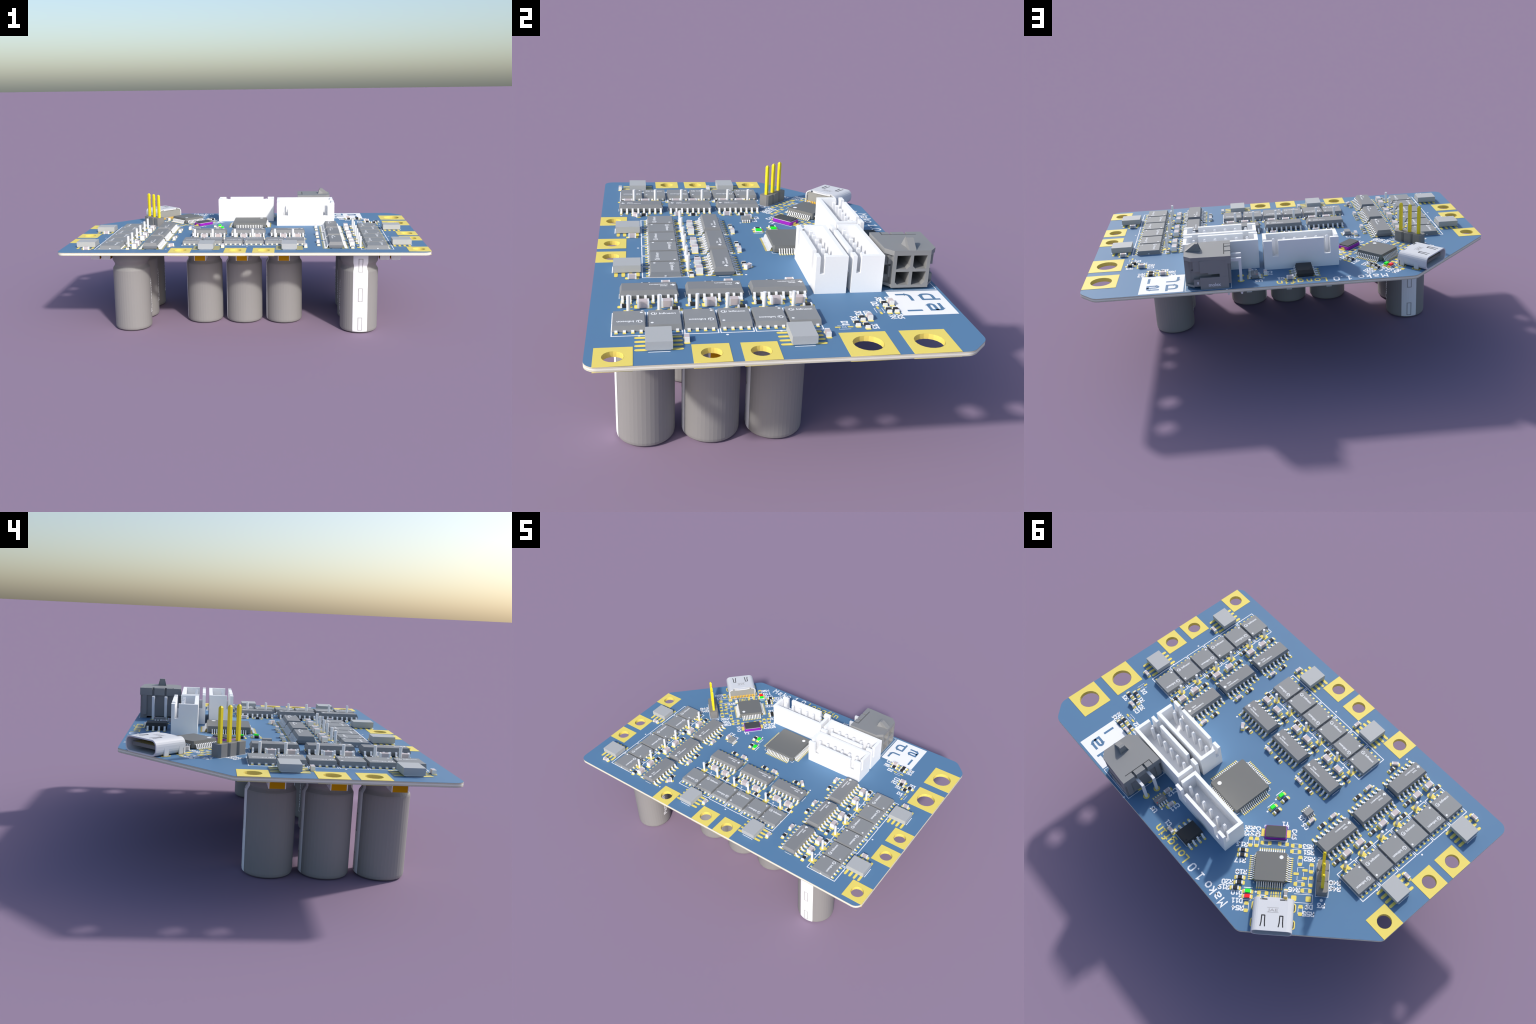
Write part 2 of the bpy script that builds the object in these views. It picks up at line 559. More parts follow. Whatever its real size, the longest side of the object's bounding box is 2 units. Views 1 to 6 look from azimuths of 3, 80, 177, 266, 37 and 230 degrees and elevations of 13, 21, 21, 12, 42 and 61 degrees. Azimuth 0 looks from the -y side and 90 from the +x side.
TR_LEADS = TR_LEADS.mesh("transistor_leads")
TR_MARK = Shape()
def swirl(sh, cx, cy, z, mat):
    # round emblem: an open ring with a small upright inside
    pts = arc(cx, cy, 0.42, math.radians(70), math.radians(330), 9)
    pts = [(cx + (x - cx) * 1.12, y) for x, y in pts]
    for i in range(len(pts) - 1):
        sh.capsule(pts[i], pts[i + 1], 0.05 + 0.03 * math.sin(pi * i / 8), z + 0.001 * (i % 3), mat)
    sh.capsule((cx + 0.08, cy - 0.22), (cx + 0.08, cy + 0.16), 0.075, z + 0.004, mat)
    sh.capsule((cx + 0.30, cy - 0.26), (cx + 0.38, cy + 0.20), 0.06, z + 0.005, mat)
swirl(TR_MARK, -1.6, 1.33, 1.012, "print")
TR_MARK.disc(-1.98, -1.92, 0.24, 1.012, "print", 14)
TR_MARK = TR_MARK.mesh("package_marking")
TR_WORD = lettering("Infineon", 0.86, "print", width=2.65, bold=0.018)

# gate driver: 16 lead small outline
DR_BODY = body_shape(3.9, 9.9, 0.12, 1.72, 0.86, 0.36, "epoxy_mid")
DR_BODY = DR_BODY.mesh("gate_driver")
DR_LEADS = lead_set([(1, 0), (-1, 0)], 8, 1.27, 3.0, 1.9, 0.86, 0.2, 0.42, 0.55).mesh("driver_leads")
DR_MARK = Shape()
emblem = [(-0.22, 0.42), (0.10, 0.42), (0.10, 0.16), (0.44, 0.20), (0.40, -0.06), (0.16, -0.16), (0.06, -0.42),
          (-0.10, -0.30), (-0.22, -0.12), (-0.42, -0.10), (-0.34, 0.10), (-0.22, 0.12)]
DR_MARK.face([(-4.08 + x * 1.05, -0.42 + y * 1.0, 1.735) for x, y in emblem], "print")
DR_MARK = DR_MARK.mesh("driver_marking")
DR_W1 = lettering("TEXAS", 0.50, "print", width=1.25, bold=0.016)
DR_W2 = lettering("INSTRUMENTS", 0.46, "print", width=3.1, bold=0.014)

# current-sense shunt block
SHUNT = Shape()
SHUNT.box(-2.5, 2.5, -2.0, 2.0, 0.22, 1.55, "alloy")
SHUNT.box(-2.35, 2.35, -1.75, 1.75, 0.05, 0.22, "tin")
SHUNT = SHUNT.mesh("shunt_resistor")

# electrolytic can, hanging below the board: axis z, profile from ground up
CAN_R, SEG = 5.0, 44
CAN_TOP = BOTTOM - 0.03
profile = [(0.0, 0.0), (4.35, 0.0), (4.72, 0.10), (4.92, 0.36), (5.0, 0.80), (5.0, 16.55), (4.93, 16.85),
           (4.62, 17.30), (4.46, 17.62), (4.42, 17.90), (4.48, 18.20), (4.68, 18.60), (4.92, 19.00), (5.0, 19.30),
           (5.0, CAN_TOP - 0.9), (4.86, CAN_TOP - 0.35), (4.55, CAN_TOP - 0.06), (4.2, CAN_TOP), (0.0, CAN_TOP)]

def revolve(sh, prof, a0, a1, seg, mat, off=0.0):
    for i in range(seg):
        t0, t1 = a0 + (a1 - a0) * i / seg, a0 + (a1 - a0) * (i + 1) / seg
        for (r0, z0), (r1, z1) in zip(prof, prof[1:]):
            r0o, r1o = (r0 + off if r0 else 0), (r1 + off if r1 else 0)
            q = [(r0o * math.cos(t0), r0o * math.sin(t0), z0), (r0o * math.cos(t1), r0o * math.sin(t1), z0),
                 (r1o * math.cos(t1), r1o * math.sin(t1), z1), (r1o * math.cos(t0), r1o * math.sin(t0), z1)]
            if r0 == 0:
                q = q[1:]
            elif r1 == 0:
                q = q[:3]
            sh.face(q, mat)

CAN = Shape()
revolve(CAN, profile, 0, 2 * pi, SEG, "can")
CAN = CAN.mesh("electrolytic_capacitor")
STRIPE = Shape()
half = math.radians(22.6)
mid = -pi / 2
revolve(STRIPE, profile[3:-3], mid - half, mid + half, 6, "print", 0.035)
STRIPE = STRIPE.mesh("polarity_stripe")

def radius_at(z):
    for (r0, z0), (r1, z1) in zip(profile[1:], profile[2:]):
        if z0 <= z <= z1 and z1 > z0:
            return r0 + (r1 - r0) * (z - z0) / (z1 - z0)
    return CAN_R
SYMB = Shape()
def bent_strip(x0, x1, z0, z1):
    """Printed strip on the sleeve, x measured around the sleeve from the stripe middle."""
    nz = max(1, int((z1 - z0) / 0.25))
    for k in range(nz):
        za, zb = z0 + (z1 - z0) * k / nz, z0 + (z1 - z0) * (k + 1) / nz
        pts = []
        for x, z in ((x0, za), (x1, za), (x1, zb), (x0, zb)):
            a = mid + x / CAN_R
            r = radius_at(z) + 0.055
            pts.append((r * math.cos(a), r * math.sin(a), z))
        SYMB.face(pts, "grey_print")
for z0, z1 in ((0.75, 4.33), (8.68, 12.33), (16.66, 20.3)):
    bent_strip(-0.61, -0.41, z0, z1)
    bent_strip(0.41, 0.61, z0, z1)
    bent_strip(-0.41, 0.41, z0, z0 + 0.17)
    bent_strip(-0.41, 0.41, z1 - 0.17, z1)
SYMB = SYMB.mesh("stripe_symbols")

CAN_WORD = lettering("Panasonic", 2.0, "print", width=9.6, bold=0.05).copy()
for v in CAN_WORD.vertices:        # wrap the word around the sleeve, reading upwards
    x, y = v.co.x / MM, v.co.y / MM
    a = pi - (y - 0.7) / CAN_R
    r = CAN_R + 0.09
    v.co = (r * math.cos(a) * MM, r * math.sin(a) * MM, (4.0 + x) * MM)

CAN_LEAD = Shape()
CAN_LEAD.prism(circle(0, 0, 0.32, 12), -0.9, 3.0, "tin", axis="z")
CAN_LEAD = CAN_LEAD.mesh("capacitor_lead")

PITCH = 11.18
for ch in CHANNELS:
    # --- transistors
    for i in range(6):
        n, t = 35.08, -24.78 + 5.59 * i
        x, y, a = channel(ch, n, t)
        flip = pi if i % 2 else 0.0
        tr = add("power_transistor", TR_BODY, root, x, y, TOP + 0.05, a)
        add("transistor_leads", TR_LEADS, tr)
        add("package_marking", TR_MARK, tr, 0, 0, 0, flip - pi / 2)
        c, s = math.cos(flip - pi / 2), math.sin(flip - pi / 2)
        wx, wy = -0.82, 1.02
        add("package_word", TR_WORD, tr, c * wx - s * wy, s * wx + c * wy, 1.014, flip - pi / 2)
        for s in (-1, 1):
            for k in range(4):
                px, py, _ = channel(ch, n + s * 3.1, t + (k - 1.5) * 1.27)
                pad_at(px, py, 0.86, 0.52, 0.04, a)
        box = [channel(ch, n + dn, t + dt)[:2] for dn, dt in ((-4.13, -2.61), (4.15, -2.61), (4.15, 2.61), (-4.13, 2.61))]
        ink.outline(box, 0.2, Z_PRINT, "print")
    for n, t in ((39.31, -23.2), (39.95, -9.72), (39.31, -1.12), (30.33, -22.65), (30.33, -11.47), (30.33, -0.29)):
        x, y, a = channel(ch, n, t)
        ink.disc(x, y, 0.23, Z_PRINT + 0.012, "print")
    # --- gate drivers and their surroundings
    for k in range(3):
        o = PITCH * k
        n0, t0 = 24.35, -21.42 + o
        x, y, a = channel(ch, n0, t0)
        dr = add("gate_driver", DR_BODY, root, x, y, TOP + 0.05, a)
        add("driver_leads", DR_LEADS, dr)
        add("driver_marking", DR_MARK, dr, 0, 0, 0, -pi / 2)
        add("driver_word", DR_W1, dr, -0.20, 3.15, 1.736, -pi / 2)
        add("driver_word", DR_W2, dr, -0.86, 3.15, 1.736, -pi / 2)
        for s in (-1, 1):
            for i in range(8):
                px, py, _ = channel(ch, n0 + s * 2.5, t0 + (i - 3.5) * 1.27)
                first = s < 0 and i == 7
                pad_at(px, py, 1.95, 0.6, 0.06 if first else 0.3, a)
        x, y, _ = channel(ch, 20.25, t0 + 4.45)
        ink.disc(x, y, 0.23, Z_PRINT, "print")
        for s in (-1, 1):
            ends = [channel(ch, n0 + dn, t0 + s * 5.02)[:2] for dn in (-1.0, 1.0)]
            ink.capsule(*ends, 0.06, Z_PRINT, "print")
        for kind, n, t, turn in (("cap", 28.82, -22.45, pi / 2), ("cap", 28.82, -18.5, pi / 2),
                                 ("resistor", 28.72, -25.42, pi / 2), ("resistor", 30.35, -17.3, pi / 2),
                                 ("resistor", 19.98, -21.95, pi / 2)):
            x, y, a = channel(ch, n, t + o)
            chip(kind, x, y, a + turn)
        odd = k == 2 and ch != "right"
        n, t, turn = (19.45, 2.12, pi / 4 if ch == "front" else -pi / 4 + pi / 2) if odd else (19.92, -18.45 + o, pi / 2)
        x, y, a = channel(ch, n, t)
        if odd:
            turn = {"front": math.radians(-45) - a, "left": math.radians(45) - a}[ch]
        chip("small_cap", x, y, a + turn)
        # --- electrolytic can under the board with two leads showing on top
        n, t = 30.8, -22.36 + o
        x, y, a = channel(ch, n, t)
        can = add("electrolytic_capacitor", CAN, root, x, y, 0.0, a)
        add("polarity_stripe", STRIPE, can)
        add("stripe_symbols", SYMB, can)
        add("sleeve_word", CAN_WORD, can)
        for s in (-1, 1):
            add("capacitor_lead", CAN_LEAD, can, 0, 2.49 * s, TOP)
            px, py, _ = channel(ch, n, t + 2.49 * s)
            if s < 0:
                pad_at(px, py, 1.6, 1.6, 0.02, a)
            else:
                pads.disc(px, py, 0.8, Z_PAD, "gold", 18)
            qx, qy, _ = channel(ch, n + 0.72, t + 2.49 * s + 0.45)
            pad_at(qx, qy, 0.9, 0.7, 0.05, a, 0.004)
        for n in (37.35, 40.3):
            x, y, a = channel(ch, n, -22.25 + o)
            chip("filter_cap", x, y, a + pi / 2, below=True)
    # --- shunts with their finger pads
    for t0, tc in ((-20.32, -16.08), (1.60, 5.92)):
        n0 = 42.02
        x, y, a = channel(ch, n0, t0)
        add("shunt_resistor", SHUNT, root, x, y, TOP + 0.05, a)
        for s in (-1, 1):
            for i in range(4):
                px, py, _ = channel(ch, n0 + (i - 1.5) * 1.31, t0 + s * 2.62)
                pad_at(px, py, 0.66, 2.05, 0.33, a)
            ends = [channel(ch, n0 + s * 2.66, t0 + d)[:2] for d in (-1.55, 1.55)]
            ink.capsule(*ends, 0.08, Z_PRINT, "print")
        x, y, a = channel(ch, 41.35 if ch != "front" else 41.1, tc)
        chip("small_cap", x, y, a)

# --------------------------------------------------- microcontroller packages

def quad_pack(name, x, y, ang, size, count, reach, mat, dot):
    body = add(name, body_shape(size, size, 0.12, 1.55, 0.84, 0.1, mat, 0.24), root, x, y, TOP + 0.05, ang)
    base = size / 2 - 0.03
    sh = lead_set([(1, 0), (-1, 0), (0, 1), (0, -1)], count, 0.5, reach, base, 0.85, 0.14, 0.22, 0.45)
    add("package_leads", sh, body)
    d = Shape()
    d.disc(dot[0], dot[1], dot[2], 1.565, "print", 20)
    add("pin_one_dot", d, body)
    c, s = math.cos(ang), math.sin(ang)
    for k in range(4):
        b = k * pi / 2
        for i in range(count):
            px, py = reach - 0.33, (i - (count - 1) / 2) * 0.5
            lx, ly = math.cos(b) * px - math.sin(b) * py, math.sin(b) * px + math.cos(b) * py
            pad_at(x + c * lx - s * ly, y + s * lx + c * ly, 1.45, 0.3, 0.1, ang + b)
        h = size / 2 + 0.13
        g = count * 0.25 + 0.35
        for p0, p1 in (((h, h), (h, g)), ((h, h), (g, h))):
            e = []
            for lx, ly in (p0, p1):
                lx, ly = math.cos(b) * lx - math.sin(b) * ly, math.sin(b) * lx + math.cos(b) * ly
                e.append((x + c * lx - s * ly, y + s * lx + c * ly))
            ink.capsule(e[0], e[1], 0.06, Z_PRINT, "print")

quad_pack("microcontroller", -0.03, 8.54, 0.0, 10.0, 16, 6.0, "epoxy_warm", (3.35, 3.4, 0.5))
quad_pack("programmer_chip", -20.42, 16.28, PQ_ANG, 7.0, 12, 4.5, "epoxy_warm", (2.25, 2.25, 0.46))

# transceiver, 8 lead small outline, black
x, y = -1.95, 24.88
tx = add("transceiver_chip", body_shape(3.9, 4.9, 0.12, 1.65, 0.85, 0.22, "epoxy_black"), root, x, y, TOP + 0.05)
add("package_leads", lead_set([(1, 0), (-1, 0)], 4, 1.27, 3.0, 1.9, 0.85, 0.2, 0.44, 0.6), tx)
d = Shape()
d.disc(-1.25, 1.72, 0.2, 1.665, "dark_fill", 14)
add("pin_one_dot", d, tx)
for s in (-1, 1):
    for i in range(4):
        pad_at(x + s * 2.5, y + (i - 1.5) * 1.27, 1.95, 0.62, 0.3)
    ink.capsule((x - 1.85, y + s * 2.3 + 0.12), (x + 1.85, y + s * 2.3 + 0.12), 0.06, Z_PRINT, "print")
ink.capsule((x - 2.0, y - 2.2), (x - 2.0, y + 2.4), 0.06, Z_PRINT + 0.004, "print")
ink.capsule((x + 2.0, y - 2.2), (x + 2.0, y + 2.4), 0.06, Z_PRINT + 0.004, "print")

# small regulator and sensor amplifier
x, y = 9.42, 24.9
rg = add("regulator_chip", body_shape(1.65, 2.85, 0.1, 1.0, 0.55, 0.06, "epoxy_mid"), root, x, y, TOP + 0.05)
add("package_leads", lead_set([(1, 0), (-1, 0)], 4, 0.65, 1.45, 0.8, 0.5, 0.12, 0.34, 0.35), rg)
d = Shape()
d.disc(-0.45, 1.1, 0.14, 1.012, "red", 12)
add("pin_one_dot", d, rg)
add("package_word", lettering("maxim", 0.42, "label_print", width=1.3), rg, -0.15, 0.6, 1.013, -pi / 2)
for s in (-1, 1):
    for i in range(4):
        pad_at(x + s * 1.3, y + (i - 1.5) * 0.65, 0.95, 0.42, 0.12)

x, y = -15.65, 0.84
sa = add("logic_chip", body_shape(1.5, 2.1, 0.1, 1.0, 0.55, 0.05, "epoxy"), root, x, y, TOP + 0.05)
add("package_leads", lead_set([(1, 0), (-1, 0)], 4, 0.5, 1.3, 0.72, 0.4, 0.12, 0.24, 0.3), sa)
for s in (-1, 1):
    for i in range(4):
        pad_at(x + s * 1.15, y + (i - 1.5) * 0.5, 0.7, 0.3, 0.1)
ink.disc(-14.32, -0.5, 0.23, Z_PRINT, "print")
ink.capsule((-14.95, 1.98), (-16.35, 1.98), 0.06, Z_PRINT, "print")

# loose chips around the middle and the rear of the board: kind, x, y, direction
for kind, x, y, a in (
        ("small_cap", -17.7, 1.68, pi / 2), ("small_cap", 10.38, 22.2, pi / 2), ("small_cap", 6.93, 23.72, pi / 2),
        ("small_cap", 1.6, 27.6, 0), ("resistor", -9.55, 2.62, pi / 2), ("resistor", -10.59, 6.01, pi / 2),
        ("resistor", 38.86, 13.0, 0), ("resistor", 38.03, 11.6, 0), ("resistor", 36.15, 12.97, 0), ("small_cap", 36.0, 14.3, 0),
        ("resistor", 33.4, 19.72, 0), ("resistor", 33.4, 18.43, 0), ("resistor", 30.78, 18.48, 0), ("small_cap", 30.55, 19.74, 0)):
    chip(kind, x, y, a)
for kind, p, q in (("resistor", -6.64, 4.03), ("resistor", -6.66, 2.82), ("resistor", -6.66, -2.56), ("resistor", -6.70, -3.76), ("resistor", -7.44, -5.04)):
    chip(kind, *pq(p, q), PQ_ANG)
chip("grey_cap", *pq(3.74, -5.72), PQ_ANG + pi / 2)

# indicator lights
LED_BASE = Shape()
LED_BASE.box(-0.8, 0.8, -0.42, 0.42, 0.0, 0.24, "print")
for s in (-1, 1):
    LED_BASE.box(*sorted((s * 0.8, s * 0.83)), -0.36, 0.36, 0.0, 0.28, "gold")
LED_BASE = LED_BASE.mesh("indicator_light")
def led(colour, x, y, a):
    o = add("indicator_light", LED_BASE, root, x, y, TOP + 0.05, a)
    sh = Shape()
    sh.box(-0.6, 0.6, -0.42, 0.42, 0.245, 0.62, colour, 0.03)
    add("lens", sh, o)
    chip_pads(x, y, a, 0.82, 0.8, 0.95)
led("green", -8.15, 2.61, pi / 2)
led("green", -9.23, 6.09, pi / 2)
led("green", *pq(-4.62, -5.68), PQ_ANG)
led("red", *pq(-4.64, -6.86), PQ_ANG)
for a, b in (((-7.25, 3.42), (-7.25, 1.5)), ((-8.33, 6.98), (-8.36, 5.05))):
    ink.capsule(a, b, 0.09, Z_PRINT, "print")
for x, y in ((-8.0, 4.2), (-9.13, 7.73), (7.44, 25.95)):
    ink.disc(x, y, 0.23, Z_PRINT, "print")

# crystal: purple ceramic tub, silver seal ring, dark lid
x, y = pq(0.5, 8.70)
xt = Shape()
def notched(w, h, c):
    return [(-w + c, -h), (w - c, -h), (w, -h + c), (w, h - c), (w - c, h), (-w + c, h), (-w, h - c), (-w, -h + c)]
xt.prism(notched(2.5, 1.6, 0.26), 0.02, 0.72, "purple")
xt = add("quartz_crystal", xt, root, x, y, TOP + 0.05, PQ_ANG)
sh = Shape()
sh.prism(notched(2.33, 1.42, 0.18), 0.70, 0.80, "lid_rim")
sh.prism(notched(2.31, 1.40, 0.17), 0.801, 1.06, "lid")
add("crystal_lid", sh, xt)
sh = Shape()
for s in (-1, 1):
    sh.box(*sorted((s * 2.40, s * 2.54)), -0.45, 0.45, 0.0, 0.45, "gold")
    pad_at(x + s * 2.72 * math.cos(PQ_ANG), y + s * 2.72 * math.sin(PQ_ANG), 1.3, 1.9, 0.02, PQ_ANG)
add("crystal_contact", sh, xt)
for sp, sq in ((-1, -1), (1, -1), (-1, 1), (1, 1)):
    c0 = pq(0.5 + sp * 2.72, 8.7 + sq * 1.85)
    ink.capsule(c0, pq(0.5 + sp * 2.72, 8.7 + sq * 1.4), 0.08, Z_PRINT + 0.004, "print")
for sq in (-1, 1):
    ink.capsule(pq(-2.2, 8.7 + sq * 1.85), pq(3.2, 8.7 + sq * 1.85), 0.08, Z_PRINT, "print")

# ------------------------------------------------ unpopulated pads, USB corner

def empty_chip(p0, q0, p1, q1):
    """Two bare pads with the printed lines along their sides."""
    a = math.atan2(q1 - q0, p1 - p0)
    for p, q in ((p0, q0), (p1, q1)):
        x, y = pq(p, q)
        pad_at(x, y, 0.82, 0.92, 0.2, PQ_ANG + (pi / 2 if abs(q1 - q0) > abs(p1 - p0) else 0))
    cp, cq, ux, uy = (p0 + p1) / 2, (q0 + q1) / 2, math.cos(a), math.sin(a)
    for s in (-1, 1):
        e = [pq(cp + ux * d - uy * 0.5 * s, cq + uy * d + ux * 0.5 * s) for d in (-0.78, 0.78)]
        ink.capsule(e[0], e[1], 0.055, Z_PRINT, "print")

for e in ((-5.12, 7.03, -5.12, 5.35), (-3.72, 7.01, -3.74, 5.34), (-2.42, 6.13, -0.74, 6.12), (1.52, 6.14, 3.22, 6.12),
          (4.50, 5.88, 6.20, 5.88), (4.42, 4.49, 6.12, 4.48), (6.42, 3.17, 6.40, 1.49), (9.06, 1.56, 9.04, -0.12),
          (9.06, -1.6, 9.03, -3.27), (5.70, -3.17, 7.40, -3.16), (7.33, -4.62, 9.0, -4.61), (7.19, -8.33, 7.16, -9.98),
          (-4.64, -8.35, -4.63, -10.0), (-2.12, -5.75, -0.47, -5.75), (-2.18, -6.87, -0.52, -6.88)):
    empty_chip(*e)
for p, q in ((5.72, -0.79), (7.64, 0.15), (7.64, -1.75)):
    pad_at(*pq(p, q), 1.2, 0.62, 0.12, PQ_ANG)
for a, b in (((5.98, 0.79), (7.4, 0.77)), ((5.98, 0.79), (5.98, -0.25)), ((5.98, -1.35), (5.98, -2.32)), ((5.98, -2.32), (7.4, -2.3)), ((7.35, -0.35), (7.35, -1.25))):
    ink.capsule(pq(*a), pq(*b), 0.055, Z_PRINT + 0.003 * (a[1] != b[1]), "print")
for p in (5.56, 8.76):
    pad_at(*pq(p, -6.48), 1.2, 1.25, 0.22, PQ_ANG)
for a, b in (((5.6, -5.46), (9.64, -5.46)), ((9.64, -5.46), (9.64, -7.42)), ((5.6, -7.42), (9.64, -7.42))):
    ink.capsule(pq(*a), pq(*b), 0.06, Z_PRINT + 0.003 * (a[0] == b[0]), "print")
for i in range(5):
    w = 0.45 if i == 2 else 0.24
    for q in (-5.60, -6.36):
        pad_at(*pq(0.56 + 0.515 * i, q), w, 0.62, 0.08, PQ_ANG)
ink.capsule(pq(-3.28, -7.2), pq(5.9, -7.21), 0.06, Z_PRINT + 0.004, "print")
for p0, p1, q in ((-5.52, -3.68, -4.77), (-5.51, -3.77, -7.59)):
    ink.capsule(pq(p0, q), pq(p1, q), 0.09, Z_PRINT, "print")
for p, q in ((-2.86, -5.6), (-6.3, -6.95), (-1.75, -6.75), (4.3, 4.3)):
    ink.disc(*pq(p, q), 0.24, Z_PRINT + 0.006, "print")
ink.disc(15.85, 30.9, 0.25, Z_PRINT, "print")
ink.disc(*pq(11.6, -6.53), 0.36, Z_PRINT, "print")
ink.outline([pq(10.24, 2.08), pq(13.01, 2.08), pq(13.01, -5.74), pq(10.24, -5.74)], 0.12, Z_PRINT, "print")
# bare diode footprints near the supply pads
for x, y, a in ((38.85, 9.23, pi / 2), (33.08, 16.93, 0.0)):
    c, s = math.cos(a), math.sin(a)
    for d in (-1, 1):
        pad_at(x + c * d * 1.06, y + s * d * 1.06, 0.95, 0.42, 0.14, a)
        pts = [(-0.95, 0.42 * d), (-0.95, 0.68 * d), (0.95, 0.68 * d), (0.95, 0.42 * d)]
        pts = pts[1:] if d > 0 else pts[:3]
        pts = [(x + c * u - s * w, y + s * u + c * w) for u, w in pts]
        ink.outline(pts, 0.09, Z_PRINT, "print", closed=False)
    tri = [(-0.28, -0.26), (-0.28, 0.26), (0.24, 0.0)]
    ink.outline([(x + c * u - s * w, y + s * u + c * w) for u, w in tri], 0.05, Z_PRINT, "print")
    bar = [(x + c * u - s * w, y + s * u + c * w) for u, w in ((0.28, -0.26), (0.28, 0.26))]
    ink.capsule(*bar, 0.03, Z_PRINT + 0.01, "print")

# -------------------------------------------------------- component lettering

def label(string, x, y, a):
    stroke_text(ink, string, x, y, a, 0.95, 0.85, 0.62, 0.26, "print", Z_PRINT + 0.004)
for s, x, y in (("C8", 28.5, 20.02), ("R5", 28.6, 18.25), ("D2", 30.4, 16.95), ("R6", 35.65, 19.78), ("R4", 35.72, 18.5),
                ("C2", 33.93, 14.52), ("R2", 33.92, 13.02), ("R1", 35.85, 11.75), ("R3", 38.95, 14.35), ("D1", 37.5, 9.75),
                ("U3", -15.78, 2.8), ("C6", -17.75, 3.6), ("U6", 8.65, 27.42), ("C1", 3.65, 26.95)):
    label(s, x, y, 0.0)
for s, x, y in (("C12", 9.4, 21.45), ("C11", 5.88, 23.4)):
    label(s, x, y, pi / 2)
for s, p, q in (("R53", 8.05, 5.9), ("R51", 8.2, 4.5), ("R52", 8.45, 2.92), ("R16", -7.0, 5.45), ("R17", -7.05, 1.52),
                ("R18", -6.52, -1.18), ("R20", -9.35, -3.71), ("R19", -10.05, -5.0), ("D10", -7.0, -6.08), ("D11", -6.78, -7.9),
                ("R54", -6.5, -9.54), ("R45", 5.48, -4.54), ("R48", 14.37, -2.32), ("R46", 14.43, -3.73), ("D9", 8.97, -8.25),
                ("R55", 8.95, -9.83), ("P3", 11.6, -7.72), ("P2", 11.2, 2.95), ("Y1", 2.5, 11.15)):
    label(s, *pq(p, q), PQ_READ)
for s, p, q in (("R43", -6.2, 8.85), ("R44", -4.92, 8.87), ("C48", -3.62, 8.82), ("C46", 4.69, 8.68)):
    label(s, *pq(p, q), PQ_READ + pi / 2)

title = Shape()
# proportional lettering: each letter with the x of its middle and its width
for word, mat in (((("M", -19.5, 1.2), ("a", -17.65, 1.0), ("k", -15.9, 0.95), ("o", -14.25, 1.05), ("1", -11.45, 1.2),
                    (".", -9.9, 1.0), ("0", -8.65, 1.1)), "print"),
                  ((("L", -5.9, 1.05), ("o", -4.4, 1.05), ("n", -2.6, 1.0), ("g", -0.6, 1.05), ("f", 1.1, 0.95),
                    ("i", 2.62, 0.95), ("n", 4.05, 1.05)), "gold")):
    for chx, x, w in word:
        stroke_text(title, chx, x, 29.38, 0.0, 1.82, w, w, 0.34, mat, 0.02, round_end=False)
add("board_title", title, board)

# white square emblem with its letters left in blue
logo = Shape()
logo.face([(25.45, 20.45, 0.02), (35.35, 20.45, 0.02), (35.35, 30.33, 0.02), (25.45, 30.33, 0.02)], "print")
def logo_line(pts, w=0.58):
    logo.ribbon(pts, w, 0.036, "mask")
def logo_bar(a, b, w=0.58):
    logo.capsule(a, b, w / 2, 0.03, "mask", False)
logo_bar((29.22, 29.25), (29.22, 26.2))
logo_line([(29.2, 26.2), (27.75, 26.2)] + arc(27.75, 26.95, 0.75, -pi / 2, -pi, 4) + arc(27.75, 27.6, 0.75, pi, pi / 2, 4) + [(29.2, 28.35)])
logo_line([(31.15, 28.3), (32.9, 28.3)] + arc(32.9, 27.65, 0.65, pi / 2, 0, 4) + [(33.55, 26.15), (31.75, 26.15)]
          + arc(31.75, 26.68, 0.53, -pi / 2, -pi * 1.5, 6) + [(33.5, 27.21)])
logo_line([(26.9, 22.0), (26.9, 23.4)] + arc(27.7, 23.4, 0.8, pi, pi / 2, 5) + [(29.35, 24.2)])
logo_bar((33.55, 21.95), (33.55, 24.35))
add("board_emblem", logo, board)

# ------------------------------------------------------------ wafer connectors

def wafer(x, y, flip):
    """Six-way shrouded connector, 17.4 x 5.75 x 7 mm, open side slotted."""
    sh = Shape()
    X, Y, H, W, FL = 8.7, 5.75, 7.0, 0.82, 1.9
    y0 = -2.35                          # slotted wall
    y1 = y0 + Y
    m = "white_plastic"
    sh.box(-X, X, y0, y1, 0.0, FL, m)
    sh.box(-X, X, y1 - W, y1, FL, H, m)                      # back wall
    for s in (-1, 1):
        xa, xb = sorted((s * X, s * (X - W)))
        sh.box(xa, xb, y0 + 1.55, y1 - W, FL, H, m)         # end wall up to its slot
        sh.box(xa, xb, y0 + 0.76, y0 + 1.55, FL, 3.75, m)   # sill of the end slot
        xa, xb = sorted((s * X, s * (X - 2.0)))
        sh.box(xa, xb, y0, y0 + 0.76, FL, H - 0.02, m)      # corner post
        xa, xb = sorted((s * (X - 2.0), s * (X - 3.4)))
        sh.box(xa, xb, y0, y0 + 0.76, FL, 3.1, m)           # sill of the front slot
    sh.box(-X + 3.4, X - 3.4, y0, y0 + 0.76, FL, H, m)      # front wall
    o = add("wafer_connector", sh, root, x, y, TOP + 0.01, pi if flip else 0)
    pin = Shape()
    for i in range(6):
        px = (i - 2.5) * 2.5
        pin.box(px - 0.32, px + 0.32, -0.32, 0.32, -3.4, -0.4, "tin")
        pin.box(px - 0.32, px + 0.32, -0.32, 0.32, FL - 0.02, 6.5, "tin")
        pin.box(px - 0.32, px + 0.32, -0.32, 0.32, 6.5, 6.7, "tin", 0.1)
    add("connector_pins", pin, o)
wafer(16.88, 9.66, False)
wafer(16.75, 16.30, False)
